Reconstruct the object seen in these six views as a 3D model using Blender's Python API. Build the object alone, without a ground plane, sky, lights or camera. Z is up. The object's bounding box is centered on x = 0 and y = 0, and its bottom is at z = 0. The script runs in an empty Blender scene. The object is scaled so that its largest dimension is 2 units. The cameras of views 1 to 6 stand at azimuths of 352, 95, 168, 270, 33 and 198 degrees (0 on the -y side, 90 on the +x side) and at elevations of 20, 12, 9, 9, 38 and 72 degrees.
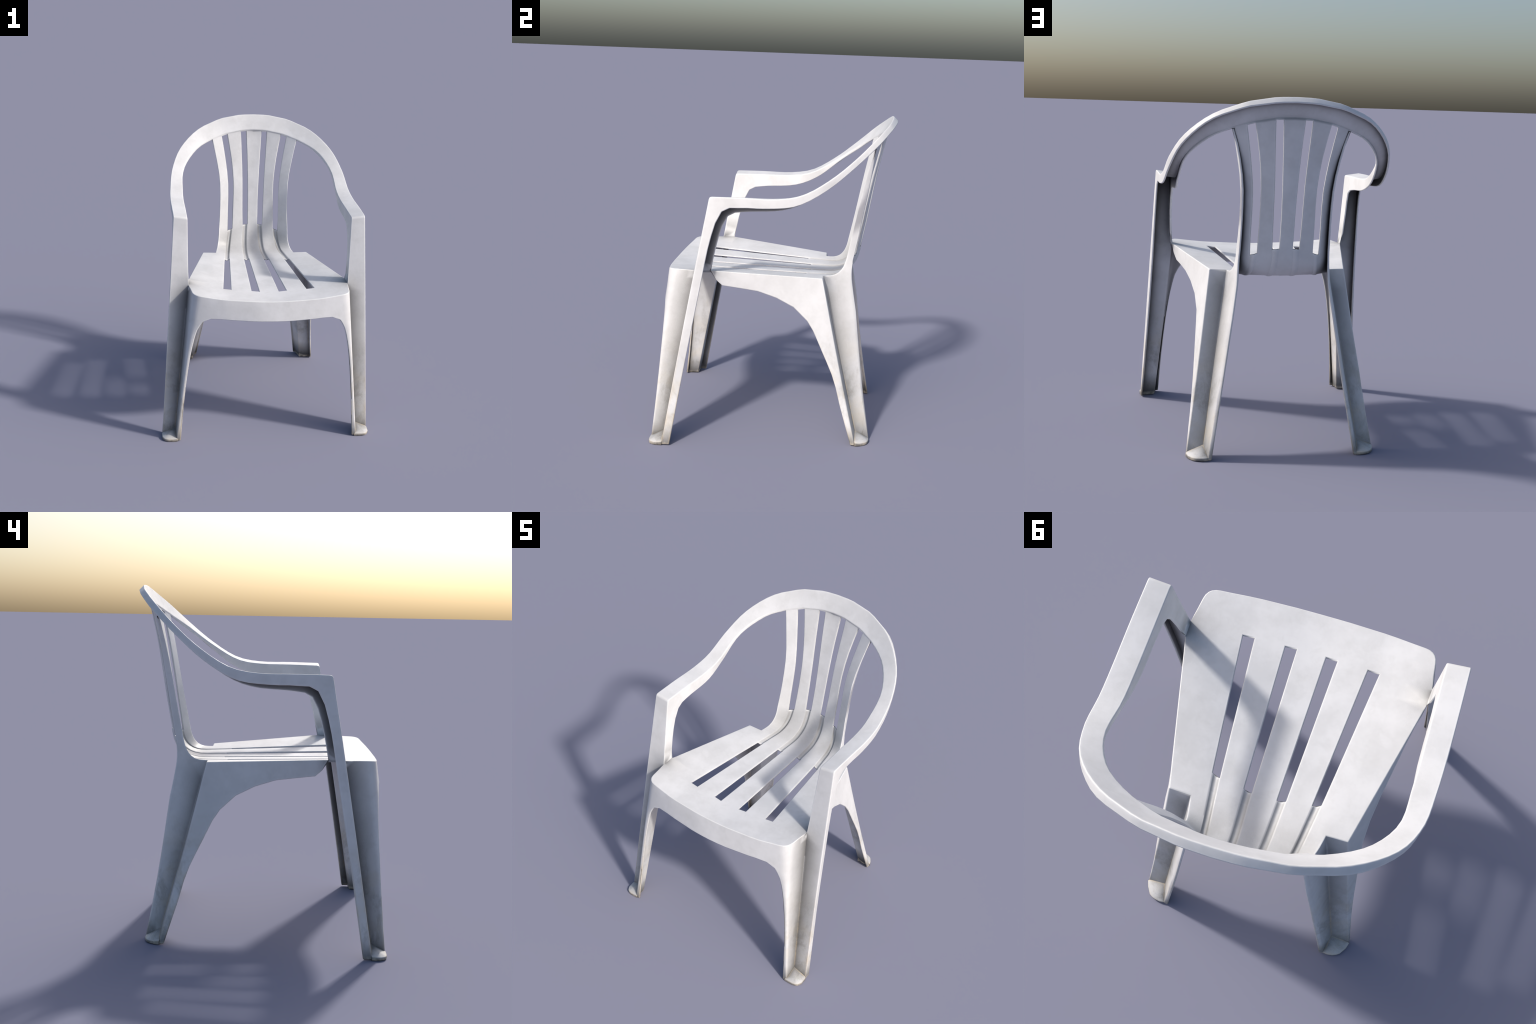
"""White stacking garden armchair, moulded in one piece from plastic.

The chair is described as one skin (the side that is seen from outside): seat
with four slots, ribs and grooves that sweep up into the back, a hoop that
becomes the armrests, front posts and four angle-section legs.  Half of it is
laid out with profile curves, mirrored, given a wall thickness, its edges are
rounded, and then it is cut into named parts that keep the common normals.
"""
import bpy, bmesh, math
import numpy as np
from mathutils import Vector
from mathutils.bvhtree import BVHTree

WALL = 0.012          # wall thickness of the moulding
EDGE = 0.0058         # rounding of the edges


# ------------------------------------------------------------------ curves
def V(*a):
    return np.array(a, float)


def lerp(a, b, t):
    return np.asarray(a, float) * (1 - t) + np.asarray(b, float) * t


def spline(knots, n=16):
    """Catmull-Rom polyline through the knots."""
    K = np.asarray(knots, float)
    Q = np.vstack([2 * K[0] - K[1], K, 2 * K[-1] - K[-2]])
    out = []
    for i in range(len(K) - 1):
        a, b, c, d = Q[i:i + 4]
        for t in np.arange(n) / n:
            out.append(.5 * (2 * b + (c - a) * t + (2 * a - 5 * b + 4 * c - d) * t * t
                             + (3 * b - a - 3 * c + d) * t ** 3))
    return np.array(out + [K[-1]])


def by_axis(line, axis, values):
    """Points of a polyline where one coordinate takes the given values."""
    line = np.asarray(line)
    o = np.argsort(line[:, axis])
    L = line[o]
    return [np.array([np.interp(v, L[:, axis], L[:, k]) for k in range(3)]) for v in values]


def resample(line, n):
    """n+1 points evenly spaced along a polyline."""
    line = np.asarray(line, float)
    s = np.r_[0, np.cumsum(np.linalg.norm(np.diff(line, axis=0), axis=1))]
    t = np.linspace(0, s[-1], n + 1)
    return [np.array([np.interp(v, s, line[:, k]) for k in range(3)]) for v in t]


def part_of(line, p, q):
    """The stretch of a polyline between the points nearest to p and q."""
    line = np.asarray(line)
    i = np.linalg.norm(line - p, axis=1).argmin()
    j = np.linalg.norm(line - q, axis=1).argmin()
    return np.vstack([[p], line[i + 1:j], [q]])


# ------------------------------------------------------------------ the skin
REGIONS = ["seat", "seat_slat", "apron", "front_leg", "armrest", "hoop",
           "backrest", "slat", "rear_leg"]
points, index, faces = [], {}, []


def vid(p):
    p = np.asarray(p, float)
    if abs(p[0]) < 1e-4:
        p = p * V(0, 1, 1)
    k = tuple(np.round(p, 4))
    if k not in index:
        index[k] = len(points)
        points.append(p)
    return index[k]


def face(pts, region):
    ids = []
    for p in pts:
        i = vid(p)
        if i not in ids:
            ids.append(i)
    if len(ids) > 2:
        faces.append((ids, REGIONS.index(region)))


def grid(rows, region, outward):
    """Quads between rows of points, turned so that they face `outward`."""
    for a, b in zip(rows[:-1], rows[1:]):
        for i in range(len(a) - 1):
            q = [a[i], a[i + 1], b[i + 1], b[i]]
            n = np.cross(q[2] - q[0], q[3] - q[1])
            face(q if n @ outward(sum(q) / 4) > 0 else q[::-1], region)


def facing(*d):
    d = V(*d)
    return lambda c: d


# ---- hoop and armrest: four long edges --------------------------------------
AFO, AFI = V(.657, -.380, 1.531), V(.562, -.379, 1.517)     # front corners of the arm
K1, K2 = V(.553, -.454, 1.064), V(.551, -.375, 1.067)       # where the post meets the seat
outer_top = spline([AFO, (.660, -.197, 1.534), (.661, .007, 1.535), (.655, .166, 1.566), (.635, .324, 1.663),
                    (.570, .465, 1.783), (.441, .578, 1.894), (.279, .648, 1.962), (.144, .673, 1.991),
                    (0, .680, 1.999), (-.144, .673, 1.991)])[:-16]
inner_top = spline([AFI, (.563, -.190, 1.521), (.565, .019, 1.525), (.562, .160, 1.553), (.552, .325, 1.649),
                    (.484, .454, 1.747), (.372, .540, 1.812), (.245, .594, 1.857), (.130, .618, 1.882),
                    (0, .628, 1.891), (-.130, .618, 1.882)])[:-16]
OUT_BEND = V(.658, -.304, 1.445)
outer_low = spline([(.727, -.581, .004), (.695, -.496, .532), (.675, -.425, .950), (.664, -.369, 1.267),
                    OUT_BEND, (.656, -.195, 1.471), (.659, -.047, 1.474), (.653, .132, 1.497),
                    (.636, .301, 1.592), (.585, .458, 1.726), (.466, .592, 1.854), (.330, .657, 1.918),
                    (.190, .696, 1.955), (0, .711, 1.970), (-.190, .696, 1.955)])[:-16]
IN_BEND = V(.558, -.278, 1.406)
TF_TOP = V(.323, .567, 1.821)                                # outer slat meets the hoop
inner_low = spline([K2, (.560, -.331, 1.271), IN_BEND, (.561, -.180, 1.436), (.562, .042, 1.456),
                    (.567, .203, 1.522), (.541, .363, 1.653), (.439, .501, 1.762), TF_TOP])

# slats: front edges of slot a (outer) and slot b (inner); o = outer, i = inner side
SLOT_FRONT = dict(ao=V(.314, -.468, 1.037), ai=V(.262, -.472, 1.033), bo=V(.120, -.478, 1.024), bi=V(.068, -.482, 1.020))
SLOT_REAR = dict(ao=V(.242, .172, 1.011), ai=V(.207, .184, 1.010), bo=V(.093, .198, 1.004), bi=V(.057, .206, 1.003))
SEAT_CORNER = dict(ao=V(.206, .449, 1.006), ai=V(.175, .460, 1.004), bo=V(.080, .475, .999), bi=V(.046, .480, .998))
BACK = dict(
    ao=[(.194, .469, 1.131), (.192, .498, 1.310), (.193, .525, 1.489), (.214, .557, 1.667), (.245, .598, 1.842)],
    ai=[(.159, .483, 1.142), (.155, .516, 1.321), (.155, .542, 1.503), (.173, .573, 1.679), (.206, .611, 1.854)],
    bo=[(.075, .501, 1.167), (.078, .533, 1.344), (.081, .560, 1.523), (.089, .591, 1.698), (.098, .629, 1.873)],
    bi=[(.039, .508, 1.170), (.039, .540, 1.345), (.043, .567, 1.522), (.050, .596, 1.699), (.060, .633, 1.874)],
    mid=[(0, .511, 1.172), (0, .542, 1.347), (0, .570, 1.524), (0, .600, 1.700), (0, .637, 1.876)])
SLOT_FRONT["mid"], SLOT_REAR["mid"], SEAT_CORNER["mid"] = V(0, -.484, 1.018), V(0, .210, 1.002), V(0, .483, .996)
COLS = ["ao", "ai", "bo", "bi", "mid"]
SLAT_TOPS = [V(*BACK[c][-1]) for c in COLS]

CHAMFER = .016


def shift(line, d):
    """Start of a polyline cut back by d."""
    s = np.r_[0, np.cumsum(np.linalg.norm(np.diff(line, axis=0), axis=1))]
    i = np.searchsorted(s, d)
    p = np.array([np.interp(d, s, line[:, k]) for k in range(3)])
    return np.vstack([[p], line[i:]])


NA = 22
# stations along the arm and hoop, up to the outer slat, then over the slats
H2_AT = by_axis(inner_top[inner_top[:, 1] > .5], 0, [.335])[0]
H1_AT = by_axis(outer_top[outer_top[:, 1] > .55], 0, [.385])[0]
H3_AT = by_axis(outer_low[outer_low[:, 1] > .55], 0, [.390])[0]
st2 = resample(part_of(shift(inner_top, CHAMFER), shift(inner_top, CHAMFER)[0], H2_AT), NA)
st1 = resample(part_of(shift(outer_top, CHAMFER), shift(outer_top, CHAMFER)[0], H1_AT), NA)
st3 = resample(part_of(outer_low, outer_low[np.linalg.norm(outer_low - OUT_BEND, axis=1).argmin()], H3_AT), NA)
st4 = resample(part_of(inner_low, inner_low[np.linalg.norm(inner_low - IN_BEND, axis=1).argmin()], TF_TOP), NA)
st2 += by_axis(inner_top[inner_top[:, 1] > .5], 0, [.251, .210, .101, .062, 0])
st1 += by_axis(outer_top[outer_top[:, 1] > .55], 0, [.288, .242, .118, .073, 0])
st3 += by_axis(outer_low[outer_low[:, 1] > .55], 0, [.292, .246, .121, .075, 0])
st4 += SLAT_TOPS
ARM_END = 13                                                # station where the arm becomes the hoop
hoop_mid = V(0, .35, 1.55)


def two(rows, outward):
    grid([r[:ARM_END + 1] for r in rows], "armrest", outward)
    grid([r[ARM_END:] for r in rows], "hoop", outward)


two([st1, st2], facing(0, -.35, 1))
two([st1, st3], lambda c: V(c[0], max(0, c[1]) * 1.2, max(0, c[2] - 1.7)))
two([st2, st4], lambda c: V(-c[0], -max(0, c[1]), -.5 * (c[1] > .5)))

# ---- post and front leg -------------------------------------------------------
LEG_Z = [.004, .06, .16, .28, .40, .52, .62, .70, .766, .815, .855, .882, .902]
Z_TOP = 1.064


def on(a, b, z):
    return lerp(a, b, (z - a[2]) / (b[2] - a[2]))


K_FOOT, E_FOOT, C_FOOT, C_TOP = V(.6385, -.629, .065), V(.727, -.626, .029), V(.634, -.711, .023), V(.531, -.635, 1.063)


def bow(z):
    return V(0, -.005 * math.sin(math.pi * min(1, max(0, z / 1.5))), 0)


def K_at(z):
    return on(K_FOOT, K1, z)


def E_at(z):
    return on(E_FOOT, AFO, z) + bow(z)


def C_at(z):
    return on(C_FOOT, C_TOP, z)


apron_low = spline([(.604, -.712, .004), (.583, -.686, .286), (.553, -.668, .569), (.518, -.661, .766),
                    (.481, -.665, .859), (.418, -.670, .902), (.204, -.698, .895), (0, -.710, .893), (-.204, -.698, .895)])[:-16]
G_leg = apron_low[:5 * 16 + 1]
RIM_END = V(.420, -.650, 1.049)


def section(K, C, G, r):
    """K (inner angle) > side face > rounded corner at C > front strip > G."""
    a = C + (K - C) / np.linalg.norm(K - C) * r
    b = C + (G - C) / np.linalg.norm(G - C) * min(r, .6 * np.linalg.norm(G - C))
    row = [K, lerp(K, a, .5)]
    for t in np.linspace(0, 1, 6):
        row.append(lerp(lerp(a, C, t), lerp(C, b, t), t))
    return row + [lerp(b, G, .34), lerp(b, G, .67), G]


leg_rows = []
for z in LEG_Z:
    G = by_axis(G_leg, 2, [z])[0]
    leg_rows.append(section(K_at(z), C_at(z), G, .009 + .046 * z / Z_TOP))
top_row = section(K1, C_TOP, RIM_END, .056)
rows_up = [[lerp(p, q, t) for p, q in zip(leg_rows[-1], top_row)] for t in (.33, .67, 1)]
grid(leg_rows, "front_leg", lambda c: V(1, -1, 0) if c[0] > .45 else V(0, -1, 0))
grid([leg_rows[-1]] + rows_up, "apron", lambda c: V(1, -1, 0) if c[0] > .5 else V(.1, -1, 0))

RIM_X = [.420, .345, .285, .131, .075, 0]
rim_line = spline([RIM_END, (.363, -.659, 1.042), (.209, -.672, 1.032), (0, -.677, 1.026), (-.209, -.672, 1.032)])[:-16]
rim = [RIM_END] + by_axis(rim_line, 0, RIM_X[1:])
low = [leg_rows[-1][-1]] + by_axis(apron_low[5 * 16:], 0, RIM_X[1:])
grid([[lerp(p, q, t) for p, q in zip(low, rim)] for t in (0, .33, .67, 1)], "apron", facing(0, -1, 0))

# front face of leg and post, outer and inner flange of the post
POST_T = [0, .2, .4, .6, .8, 1]
k_low = [K_at(z) for z in LEG_Z] + [r[0] for r in rows_up]
e_low = [E_at(z) for z in LEG_Z] + [E_at(lerp(.902, Z_TOP, t)) for t in (.33, .67, 1)]
AFI_B, AFO_B = lerp(AFI, K1, CHAMFER / .46), E_at(1.531 - CHAMFER)
k_up = [lerp(K1, AFI_B, t) for t in POST_T]
e_up = [E_at(lerp(Z_TOP, AFO_B[2], t)) for t in POST_T]
k_low[-1] = k_up[0]
e_low[-1] = e_up[0]
grid([k_low, e_low], "front_leg", facing(.2, -1, 0))
grid([k_up, e_up], "armrest", facing(0, -1, .1))
for t0 in (0,):
    def chamfer_points(B, corner, T):
        return [lerp(lerp(B, corner, t), lerp(corner, T, t), t) for t in np.linspace(0, 1, 4)]
    cho, chi = chamfer_points(AFO_B, AFO + bow(1.5), st1[0]), chamfer_points(AFI_B, AFI, st2[0])
    grid([cho, chi], "armrest", facing(0, -1, 1))
bend_i = np.linalg.norm(outer_low - OUT_BEND, axis=1).argmin()
post_back = outer_low[:bend_i + 1]
f_low = [by_axis(post_back, 2, [z])[0] for z in [p[2] - .0 for p in e_low]]
f_top = part_of(post_back, f_low[-1], st3[0])
f_up = resample(f_top, len(POST_T) - 1)
f_up[0] = f_low[-1]
grid([e_low, f_low], "front_leg", facing(1, 0, 0))
grid([e_up, f_up], "armrest", facing(1, 0, 0))
for a, b in zip(cho[:-1], cho[1:]):
    face([a, st3[0], b], "armrest")
i_line = inner_low[:np.linalg.norm(inner_low - IN_BEND, axis=1).argmin() + 1]
i_up = resample(part_of(i_line, K2, st4[0]), len(POST_T) - 1)
grid([k_up, i_up], "armrest", facing(-1, 0, 0))
for a, b in zip(chi[:-1], chi[1:]):
    face([b, st4[0], a], "armrest")

# ---- seat --------------------------------------------------------------------
N1, N2 = V(.396, .294, 1.019), V(.299, .295, 1.016)         # rear ears of the seat
F = [.145, .19, .26, .36, .57, .78, 1.0]
tf_front = lerp(K1, SLOT_FRONT["ao"], (K1[0] - .42) / (K1[0] - .314))
side_col = [K1, K2] + [lerp(K2, N1, t) for t in (.045, .112, .21, .42, .63, .81)] + [N1]
tf_line = lambda y: lerp(tf_front, N2, (y - tf_front[1]) / (N2[1] - tf_front[1]))
tf_col = [tf_front] + [tf_line(y) for y in (-.375, -.345, -.300, -.235, -.095, .045, .168)] + [N2]


def bend(c):
    """Rib edge from the rear of the seat slot round to the bottom of the back slot."""
    S, Q, B = SLOT_REAR[c], SEAT_CORNER[c], V(*BACK[c][0])
    d = .85 * np.linalg.norm(B - Q)
    a = Q + (S - Q) / np.linalg.norm(S - Q) * (d + .01)
    b = Q + (B - Q) / np.linalg.norm(B - Q) * d
    pts = [S] + [lerp(S, a, t) for t in (.5,)]
    pts += [lerp(lerp(a, Q, t), lerp(Q, b, t), t) for t in np.linspace(0, 1, 9)] + [B]
    return pts


cols = {}
for c in COLS:
    front = [SLOT_FRONT[c]] + [lerp(SLOT_FRONT[c], SLOT_REAR[c], f) for f in F]
    cols[c] = front + bend(c)[1:]
n_seat = len(F) + 1                                         # rows from the rim row to the slot's rear
NB = len(cols["ao"]) - n_seat                                    # bend samples behind the seat row
TF = spline([N2, (.291, .339, 1.017), (.282, .378, 1.031), (.274, .407, 1.062), (.269, .425, 1.105), (.267, .437, 1.163), (.260, .467, 1.319),
             (.264, .503, 1.519), (.291, .534, 1.680), TF_TOP])
tf_bend_line = TF[:5 * 16 + 1]
tf_bend = resample(tf_bend_line, NB - 1)                    # first one is N2
tf_all = tf_col[:-1] + tf_bend
# rim to first slot row
grid([rim, [tf_front] + [SLOT_FRONT[c] for c in COLS]], "seat", facing(0, 0, 1))
face([tf_front] + top_row[::-1], "seat")
if np.cross(top_row[-1] - tf_front, top_row[4] - tf_front)[2] < 0:
    faces[-1] = (faces[-1][0][::-1], faces[-1][1])
up = facing(0, 0, 1)
grid([side_col, tf_col], "seat", up)
grid([tf_all[:n_seat + 1], cols["ao"][:n_seat + 1]], "seat", up)
into_room = lambda c: V(0, -1, .6) - V(c[0], 0, 0) * .4
grid([tf_all[n_seat:], cols["ao"][n_seat:]], "backrest", into_room)
for a, b in (("ai", "bo"), ("bi", "mid")):
    grid([cols[a][:n_seat], cols[b][:n_seat]], "seat_slat", up)
    grid([cols[a][n_seat - 1:n_seat + 1], cols[b][n_seat - 1:n_seat + 1]], "seat", up)
    grid([cols[a][n_seat:], cols[b][n_seat:]], "backrest", into_room)

# rounded troughs between the ribs, where the slots are closed
GROOVE = .0105
wall_vector = {}                                           # explicit wall direction, so the underside stays smooth
for o, i in (("ao", "ai"), ("bo", "bi")):
    A, B = np.array(cols[o][n_seat - 1:]), np.array(cols[i][n_seat - 1:])
    T = np.gradient((A + B) / 2, axis=0)
    T /= np.linalg.norm(T, axis=1)[:, None]
    D = np.stack([0 * T[:, 0], T[:, 2], -T[:, 1]], 1) * GROOVE
    g = []
    for t in (0, .09, .22, .36, .5, .64, .78, .91, 1):
        dip = max(0, math.sin(math.pi * t))
        g.append(list(A * (1 - t) + B * t + D * dip ** 1.0))
        for p, d in zip(g[-1], D / GROOVE):
            w = d * (WALL - GROOVE * dip ** 1.0 + .0045 * dip)
            wall_vector[tuple(np.round(p, 4))] = w
            wall_vector[tuple(np.round(p * V(-1, 1, 1), 4))] = w
    grid([r[:2] for r in g], "seat", up)
    grid([r[1:] for r in g], "backrest", into_room)

# ---- back ---------------------------------------------------------------------
UP_N = 8
tf_back = resample(np.vstack([TF[5 * 16:-1], [TF_TOP]]), UP_N)
back = {c: resample(spline(BACK[c]), UP_N) for c in COLS}
for c in COLS:
    back[c][0], back[c][-1] = V(*BACK[c][0]), V(*BACK[c][-1])
for a, b in ((tf_back, back["ao"]), (back["ai"], back["bo"]), (back["bi"], back["mid"])):
    grid([a, b], "slat", into_room)

# ---- rear leg --------------------------------------------------------------------
M_FOOT, N_FOOT = V(.537, .541, .026), V(.442, .543, .066)
REAR_Z = [.004, .10, .22, .34, .46, .58, .70, .80, .90]
m_line = [on(M_FOOT, N1, z) + V(-.004, -.004, 0) * math.sin(math.pi * z) for z in REAR_Z] + [N1]
n_line = [on(N_FOOT, N2, z) for z in REAR_Z] + [N2]
grid([m_line, n_line], "rear_leg", facing(0, 1, .1))

flange = spline([(.427, .632, .004), (.362, .552, .401), (.300, .490, .805), (.276, .466, .950), (.266, .464, 1.040), (.259, .477, 1.120),
                 (.256, .495, 1.219), (.255, .520, 1.380), (.262, .545, 1.537), (.292, .568, 1.712), (.327, .580, 1.823)])
t_low = by_axis(flange, 2, REAR_Z + [.955])
t_bend = by_axis(flange, 2, list(np.linspace(.955, 1.155, NB)))
t_back = by_axis(flange, 2, [lerp(1.155, 1.823, k / UP_N) for k in range(UP_N + 1)])
out = facing(1, 0, 0)


def strip(a, b, region, n=2):
    grid([[lerp(p, q, k / n) for p, q in zip(a, b)] for k in range(n + 1)], region, out)


strip(n_line, t_low, "rear_leg")
strip(tf_bend, t_bend, "backrest")
strip(tf_back, t_back, "backrest")
# rounded rear lip of the leg
lip = []
u = t_low + [p for p in t_bend[1:] if p[2] < 1.13]
LIP_Z = [0, .4, .8, .95, 1.05, 1.13]
for p in u:
    lip.append((np.interp(p[2], LIP_Z, [-.021, -.016, -.014, -.011, -.006, -.001]),
                np.interp(p[2], LIP_Z, [.002, .015, .021, .017, .009, .001]), 0))
lip_edge = [p + V(*d) for p, d in zip(u, lip)]
lip_edge[-1] = u[-1]
grid([u, lip_edge], "rear_leg", facing(.6, 1, 0))

# side apron running into the front wall of the rear leg
side_low = spline([K2, (.543, -.345, 1.012), (.531, -.312, .974), (.511, -.211, .956), (.487, -.056, .930),
                   (.470, .047, .886), (.461, .120, .848), (.456, .195, .783), (.461, .240, .728), (.475, .311, .586),
                   (.489, .378, .448), (.497, .408, .367), (.508, .440, .250), (.538, .518, .004)])
elbow = V(.457, .215, .760)
top = side_col[1:]
wa = [K2, V(.542, -.342, 1.006), V(.529, -.306, .970)] + resample(part_of(side_low, V(.511, -.211, .956), elbow), len(top) - 4)
leg_front = [elbow] + by_axis(side_low[-6 * 16:], 2, [.70, .64, .58, .52, .44, .36, .25, .13, .004])[0:9]
edge_top = top + m_line[::-1][1:]
edge_low = wa + leg_front[1:]
n_ap = len(top)
for lo, hi, name in ((0, n_ap, "apron"), (n_ap - 1, len(edge_top), "rear_leg")):
    a, b = edge_top[lo:hi], edge_low[lo:hi]
    strip(a, b, name, 3)

# ------------------------------------------------------------------ whole mesh
half = len(points)
P = [tuple(p) for p in points]
mirror_of = []
for p in points:
    if abs(p[0]) < 1e-6:
        mirror_of.append(None)
    else:
        mirror_of.append(len(P))
        P.append((-p[0], p[1], p[2]))
all_faces = [f for f, _ in faces]
mats = [m for _, m in faces]
for f, m in faces:
    all_faces.append([mirror_of[i] if mirror_of[i] is not None else i for i in f][::-1])
    mats.append(m)

P = np.array(P)


def face_normal(f):
    n = np.zeros(3)
    for i, j in zip(f, f[1:] + f[:1]):
        n += np.cross(P[i], P[j])
    return n / max(np.linalg.norm(n), 1e-12)


def shell():
    """Give the skin its wall: every vertex moves inwards so that all faces keep the thickness."""
    around = [[] for _ in P]
    for f in all_faces:
        n = face_normal(f)
        for i in f:
            around[i].append(n)
    inner = np.empty_like(P)
    for i, ns in enumerate(around):
        A = np.array(ns)
        d = np.linalg.lstsq(A, -WALL * np.ones(len(A)), rcond=.3)[0]
        l = np.linalg.norm(d)
        inner[i] = P[i] + d * min(1, 1.7 * WALL / max(l, 1e-9))
        key = tuple(np.round(P[i], 4))
        if key in wall_vector:
            inner[i] = P[i] + wall_vector[key]
        if abs(P[i][0]) < 1e-6:
            inner[i][0] = 0
    k = len(P)
    owner, out_f, out_m = {}, [], []
    for f, m in zip(all_faces, mats):
        out_f += [list(f), [i + k for i in f[::-1]]]
        out_m += [m, m]
        for e in zip(f, f[1:] + f[:1]):
            owner[e] = m
    for (i, j), m in owner.items():
        if (j, i) not in owner:
            out_f.append([j, i, i + k, j + k])
            out_m.append(m)
    return np.vstack([P, inner]), out_f, out_m


solid_points, solid_faces, solid_mats = shell()
skin = bpy.data.meshes.new("skin")
skin.from_pydata([tuple(p) for p in solid_points], [], solid_faces)
skin.update()
for k, m in enumerate(solid_mats):
    skin.polygons[k].material_index = m
body = bpy.data.objects.new("skin", skin)
bpy.context.scene.collection.objects.link(body)


def plastic():
    m = bpy.data.materials.new("worn_white_plastic")
    m.use_nodes = True
    return m


MAT = plastic()
for _ in REGIONS:
    skin.materials.append(MAT)

# only outside corners are rounded; inside corners of the mould stay crisp
bm = bmesh.new()
bm.from_mesh(skin)
weight = bm.edges.layers.float.new("bevel_weight_edge")
for e in bm.edges:
    if e.calc_face_angle(0) > math.radians(38):
        if e.is_convex:
            e[weight] = 1
        else:
            e.smooth = False
bm.to_mesh(skin)
bm.free()
b = body.modifiers.new("round", "BEVEL")
b.width, b.segments, b.limit_method, b.angle_limit = EDGE, 2, "WEIGHT", math.radians(38)
b.use_clamp_overlap, b.loop_slide = False, True
b.profile = .5
for p in skin.polygons:
    p.use_smooth = True
w = body.modifiers.new("flat", "WEIGHTED_NORMAL")
w.mode, w.weight, w.keep_sharp = "FACE_AREA", 100, True
dg = bpy.context.evaluated_depsgraph_get()
whole = bpy.data.meshes.new_from_object(body.evaluated_get(dg))
bpy.data.objects.remove(body)


# ------------------------------------------------------------------ split in parts
tree = BVHTree.FromPolygons([Vector(p) for p in solid_points], solid_faces)
for v in whole.vertices:                                    # no spikes where three roundings meet
    hit = tree.find_nearest(v.co)
    if hit[3] > .0045:
        v.co = hit[0]
whole.update()
nv, nl, nf = len(whole.vertices), len(whole.loops), len(whole.polygons)
co = np.empty(nv * 3); whole.vertices.foreach_get("co", co); co = co.reshape(-1, 3)
lv = np.empty(nl, int); whole.loops.foreach_get("vertex_index", lv)
normals = np.array([c.vector[:] for c in whole.corner_normals])
sharp = {tuple(sorted(e.vertices)): e.use_edge_sharp for e in whole.edges}
groups = {}
for p in whole.polygons:
    r = REGIONS[p.material_index]
    c = np.array(p.center)
    side = 1 if c[0] > 0 else -1
    if r in ("seat", "backrest", "apron", "hoop"):
        key = (r, 0)
    elif r in ("slat", "seat_slat"):
        a = abs(c[0])
        key = (r, 0) if a < .0645 and (r == "slat" and a < .062 or r == "seat_slat") else (r, side * (1 if (a < .15 if r == "slat" else a < .27) else 2))
    else:
        key = (r, side)
    groups.setdefault(key, []).append(p.index)

chair = bpy.data.objects.new("garden_armchair", None)
bpy.context.scene.collection.objects.link(chair)
chair["label"] = "white moulded plastic garden armchair with slatted seat and back"
chair["category"] = "plastic chair"
NAMES = dict(seat="seat", seat_slat="seat_slat", apron="apron", front_leg="front_leg", armrest="armrest", hoop="back_rim",
             backrest="backrest", slat="back_slat", rear_leg="rear_leg")


def add(name, verts, fcs, parent, loop_normals=None):
    me = bpy.data.meshes.new(name)
    me.from_pydata(verts, [], fcs)
    me.update()
    me.materials.append(MAT)
    for p in me.polygons:
        p.use_smooth = True
    if loop_normals is not None:
        me.normals_split_custom_set(loop_normals)
    ob = bpy.data.objects.new(name, me)
    bpy.context.scene.collection.objects.link(ob)
    ob.parent = parent
    return ob


made = {}
order = ["seat", "backrest", "apron", "hoop", "armrest", "front_leg", "rear_leg", "seat_slat", "slat"]
for key in sorted(groups, key=lambda k: (order.index(k[0]), k[1])):
    used, vs, fs, ns = {}, [], [], []
    for pi in groups[key]:
        p = whole.polygons[pi]
        ids = []
        for li in p.loop_indices:
            v = lv[li]
            if v not in used:
                used[v] = len(vs)
                vs.append(tuple(co[v]))
            ids.append(used[v])
            ns.append(tuple(normals[li]))
        fs.append(ids)
    parent = made[("seat", 0)] if key[0] == "seat_slat" else made[("backrest", 0)] if key[0] == "slat" else chair
    made[key] = add(NAMES[key[0]], vs, fs, parent, ns)
bpy.data.meshes.remove(whole)
bpy.data.meshes.remove(skin)


# ------------------------------------------------------------------ feet
def foot(outline, corner, parent, side):
    """Pad that fills the angle of a leg: its top slopes up into the angle."""
    bmf = bmesh.new()
    flip = V(side, 1, 1)
    n = len(outline)
    mid = outline.mean(0)

    def ring(inset, z):
        r = []
        for p, q in zip(outline, z):
            d = (mid - p) * V(1, 1, 0)
            r.append(bmf.verts.new(((p + d / np.linalg.norm(d) * inset) * V(1, 1, 0) + V(0, 0, q)) * flip))
        return r

    h = outline[:, 2]
    rings = [ring(.004, 0 * h), ring(.001, 0 * h + .001), ring(0, 0 * h + .004), ring(0, h - .004), ring(.0012, h - .001), ring(.004, h + .001)]
    inner = [bmf.verts.new((lerp(p, corner, .5) * V(1, 1, 0) + V(0, 0, lerp(p[2], corner[2], .5))) * flip) for p in outline]
    rings.append(inner)
    tip = bmf.verts.new(corner * flip)
    bmf.faces.new(rings[0][::-1])
    for k in range(n):
        j = (k + 1) % n
        for lo, hi in zip(rings[:-1], rings[1:]):
            bmf.faces.new([lo[k], lo[j], hi[j], hi[k]])
        bmf.faces.new([inner[k], inner[j], tip])
    bmesh.ops.recalc_face_normals(bmf, faces=bmf.faces)
    me = bpy.data.meshes.new("foot")
    bmf.to_mesh(me)
    bmf.free()
    for p in me.polygons:
        p.use_smooth = True
    me.set_sharp_from_angle(angle=math.radians(50))
    me.materials.append(MAT)
    ob = bpy.data.objects.new("foot", me)
    bpy.context.scene.collection.objects.link(ob)
    ob.parent = parent


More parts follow.
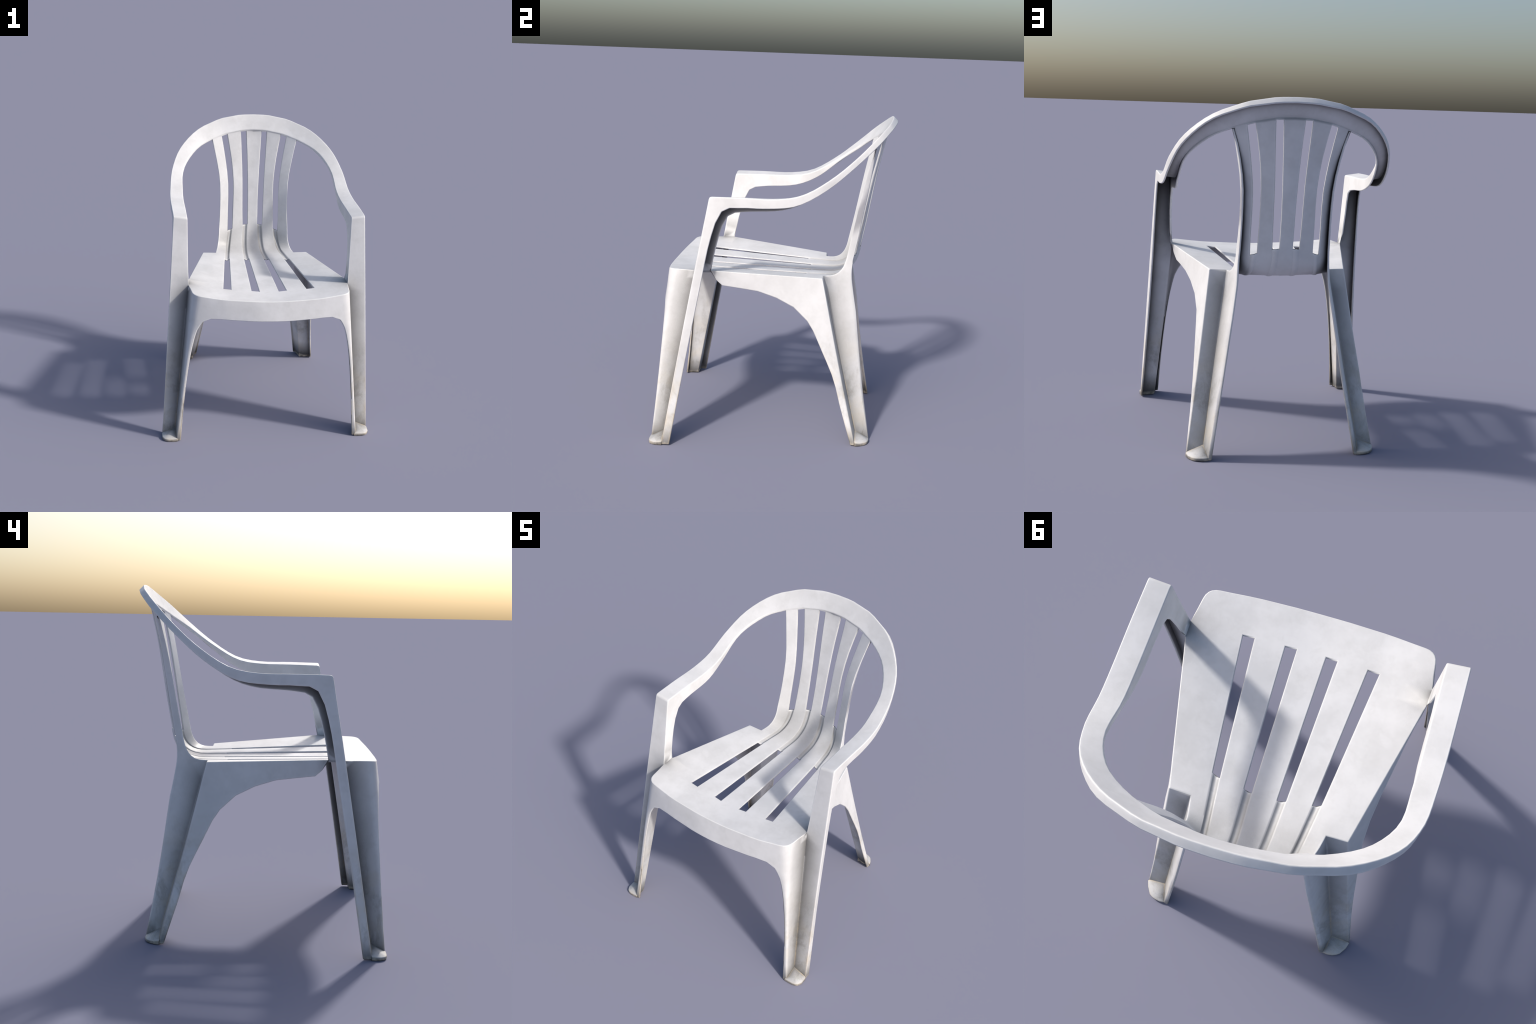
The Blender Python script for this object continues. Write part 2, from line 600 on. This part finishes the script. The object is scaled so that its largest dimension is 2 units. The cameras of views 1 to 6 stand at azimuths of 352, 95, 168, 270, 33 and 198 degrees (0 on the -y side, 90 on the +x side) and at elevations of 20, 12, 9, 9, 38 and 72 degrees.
FRONT_PAD = np.array([(.638, -.626, .03), (.632, -.690, .028), (.622, -.7150, .018), (.655, -.7165, .0175), (.683, -.7155, .0175), (.702, -.710, .0175),
                      (.715, -.702, .0175), (.730, -.676, .018), (.7305, -.630, .022), (.720, -.622, .03)])
REAR_PAD = np.array([(.441, .540, .03), (.429, .600, .028), (.421, .629, .018), (.450, .632, .0175), (.476, .628, .0175), (.495, .620, .0175),
                     (.510, .610, .0175), (.532, .575, .017), (.541, .546, .023), (.530, .538, .03)])
for sd in (1, -1):
    foot(FRONT_PAD, V(.638, -.628, .066), made[("front_leg", sd)], sd)
    foot(REAR_PAD, V(.441, .541, .067), made[("rear_leg", sd)], sd)

# ------------------------------------------------------------------ material
nt = MAT.node_tree
N, L = nt.nodes, nt.links
bsdf = N["Principled BSDF"]
tc = N.new("ShaderNodeTexCoord")


def node(kind, **inputs):
    n = N.new("ShaderNode" + kind)
    for k, v in inputs.items():
        if k in n.inputs:
            n.inputs[k].default_value = v
        else:
            setattr(n, k, v)
    return n


def math_node(op, a, b=None, clamp=False):
    n = N.new("ShaderNodeMath")
    n.operation, n.use_clamp = op, clamp
    for k, v in enumerate((a, b)):
        if v is None:
            continue
        if isinstance(v, (int, float)):
            n.inputs[k].default_value = v
        else:
            L.new(v, n.inputs[k])
    return n.outputs[0]


def ramp(fac, stops):
    n = N.new("ShaderNodeMapRange")
    n.clamp = True
    n.interpolation_type = "SMOOTHSTEP"
    for k, v in zip((1, 2, 3, 4), stops):
        n.inputs[k].default_value = v
    L.new(fac, n.inputs[0])
    return n.outputs[0]


def noise(scale, detail=4.0, rough=.6, dist=0.0, stretch=None):
    n = N.new("ShaderNodeTexNoise")
    n.inputs["Scale"].default_value, n.inputs["Detail"].default_value = scale, detail
    n.inputs["Roughness"].default_value, n.inputs["Distortion"].default_value = rough, dist
    if stretch:
        mp = N.new("ShaderNodeMapping")
        mp.inputs["Scale"].default_value = stretch
        L.new(tc.outputs["Object"], mp.inputs["Vector"])
        L.new(mp.outputs[0], n.inputs["Vector"])
    else:
        L.new(tc.outputs["Object"], n.inputs["Vector"])
    return n.outputs["Fac"]


def mix(fac, a, b, mode="MIX"):
    n = N.new("ShaderNodeMix")
    n.data_type, n.blend_type = "RGBA", mode
    for sock, v in ((n.inputs[0], fac), (n.inputs[6], a), (n.inputs[7], b)):
        if isinstance(v, (int, float)):
            sock.default_value = v
        elif isinstance(v, tuple):
            sock.default_value = (*v, 1)
        else:
            L.new(v, sock)
    return n.outputs[2]


sep = N.new("ShaderNodeSeparateXYZ")
L.new(tc.outputs["Object"], sep.inputs[0])
low_mask = ramp(sep.outputs[2], (.88, .18, 0, 1))            # legs only, stronger downwards

col = mix(ramp(noise(5, 5, .62), (.34, .64, 0, 1)), (.705, .702, .709), (.632, .629, .633))
col = mix(math_node("MULTIPLY", ramp(noise(13, 5, .62, .3), (.48, .72, 0, 1)), .22), col, (.50, .495, .485))
# smears of grime on the legs
smear = math_node("MULTIPLY", ramp(noise(8, 6, .7, .45, (1, 1, .6)), (.46, .70, 0, 1)), low_mask)
col = mix(math_node("MULTIPLY", smear, .8), col, (.37, .355, .325))
# faint yellowing of the legs
yellow = math_node("MULTIPLY", low_mask, ramp(noise(6, 3, .55), (.42, .66, 0, 1)))
col = mix(math_node("MULTIPLY", yellow, .45), col, (.66, .60, .50))
# ambient occlusion baked into the base colour, darkening hollows and channels
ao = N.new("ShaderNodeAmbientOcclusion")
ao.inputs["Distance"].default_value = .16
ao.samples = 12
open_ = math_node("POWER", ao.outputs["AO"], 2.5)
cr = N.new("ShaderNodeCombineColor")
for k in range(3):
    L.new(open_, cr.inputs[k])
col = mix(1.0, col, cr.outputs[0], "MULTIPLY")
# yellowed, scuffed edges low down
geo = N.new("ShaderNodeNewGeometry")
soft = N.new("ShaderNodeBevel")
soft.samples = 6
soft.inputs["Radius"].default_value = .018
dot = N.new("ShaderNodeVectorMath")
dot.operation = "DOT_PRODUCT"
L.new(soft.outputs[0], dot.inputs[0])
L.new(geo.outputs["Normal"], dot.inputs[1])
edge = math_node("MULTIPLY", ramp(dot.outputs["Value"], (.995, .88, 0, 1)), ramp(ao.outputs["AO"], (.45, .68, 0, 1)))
col = mix(math_node("MULTIPLY", math_node("MULTIPLY", edge, math_node("SUBTRACT", 1.0, low_mask)), .55), col, (.86, .86, .865))  # edge highlights painted in: upper edges tinted paler than the faces
edge_dirt = math_node("MULTIPLY", math_node("MULTIPLY", edge, low_mask), ramp(noise(14, 4, .6), (.35, .6, .2, 1)))
col = mix(math_node("MULTIPLY", edge_dirt, .9), col, (.57, .46, .31))
# the floor end of the feet is browner
foot_mask = math_node("MULTIPLY", ramp(sep.outputs[2], (.030, .006, 0, 1)), ramp(noise(22, 5, .65), (.38, .66, .1, 1)))
col = mix(math_node("MULTIPLY", foot_mask, .7), col, (.60, .53, .42))
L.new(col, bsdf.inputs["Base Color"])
rough = ramp(noise(18, 4, .6), (.3, .7, .42, .60))
L.new(rough, bsdf.inputs["Roughness"])
bsdf.inputs["Specular IOR Level"].default_value = .45
bump = N.new("ShaderNodeBump")
bump.inputs["Strength"].default_value, bump.inputs["Distance"].default_value = .12, .004
L.new(noise(55, 5, .6, .3), bump.inputs["Height"])
L.new(bump.outputs[0], bsdf.inputs["Normal"])
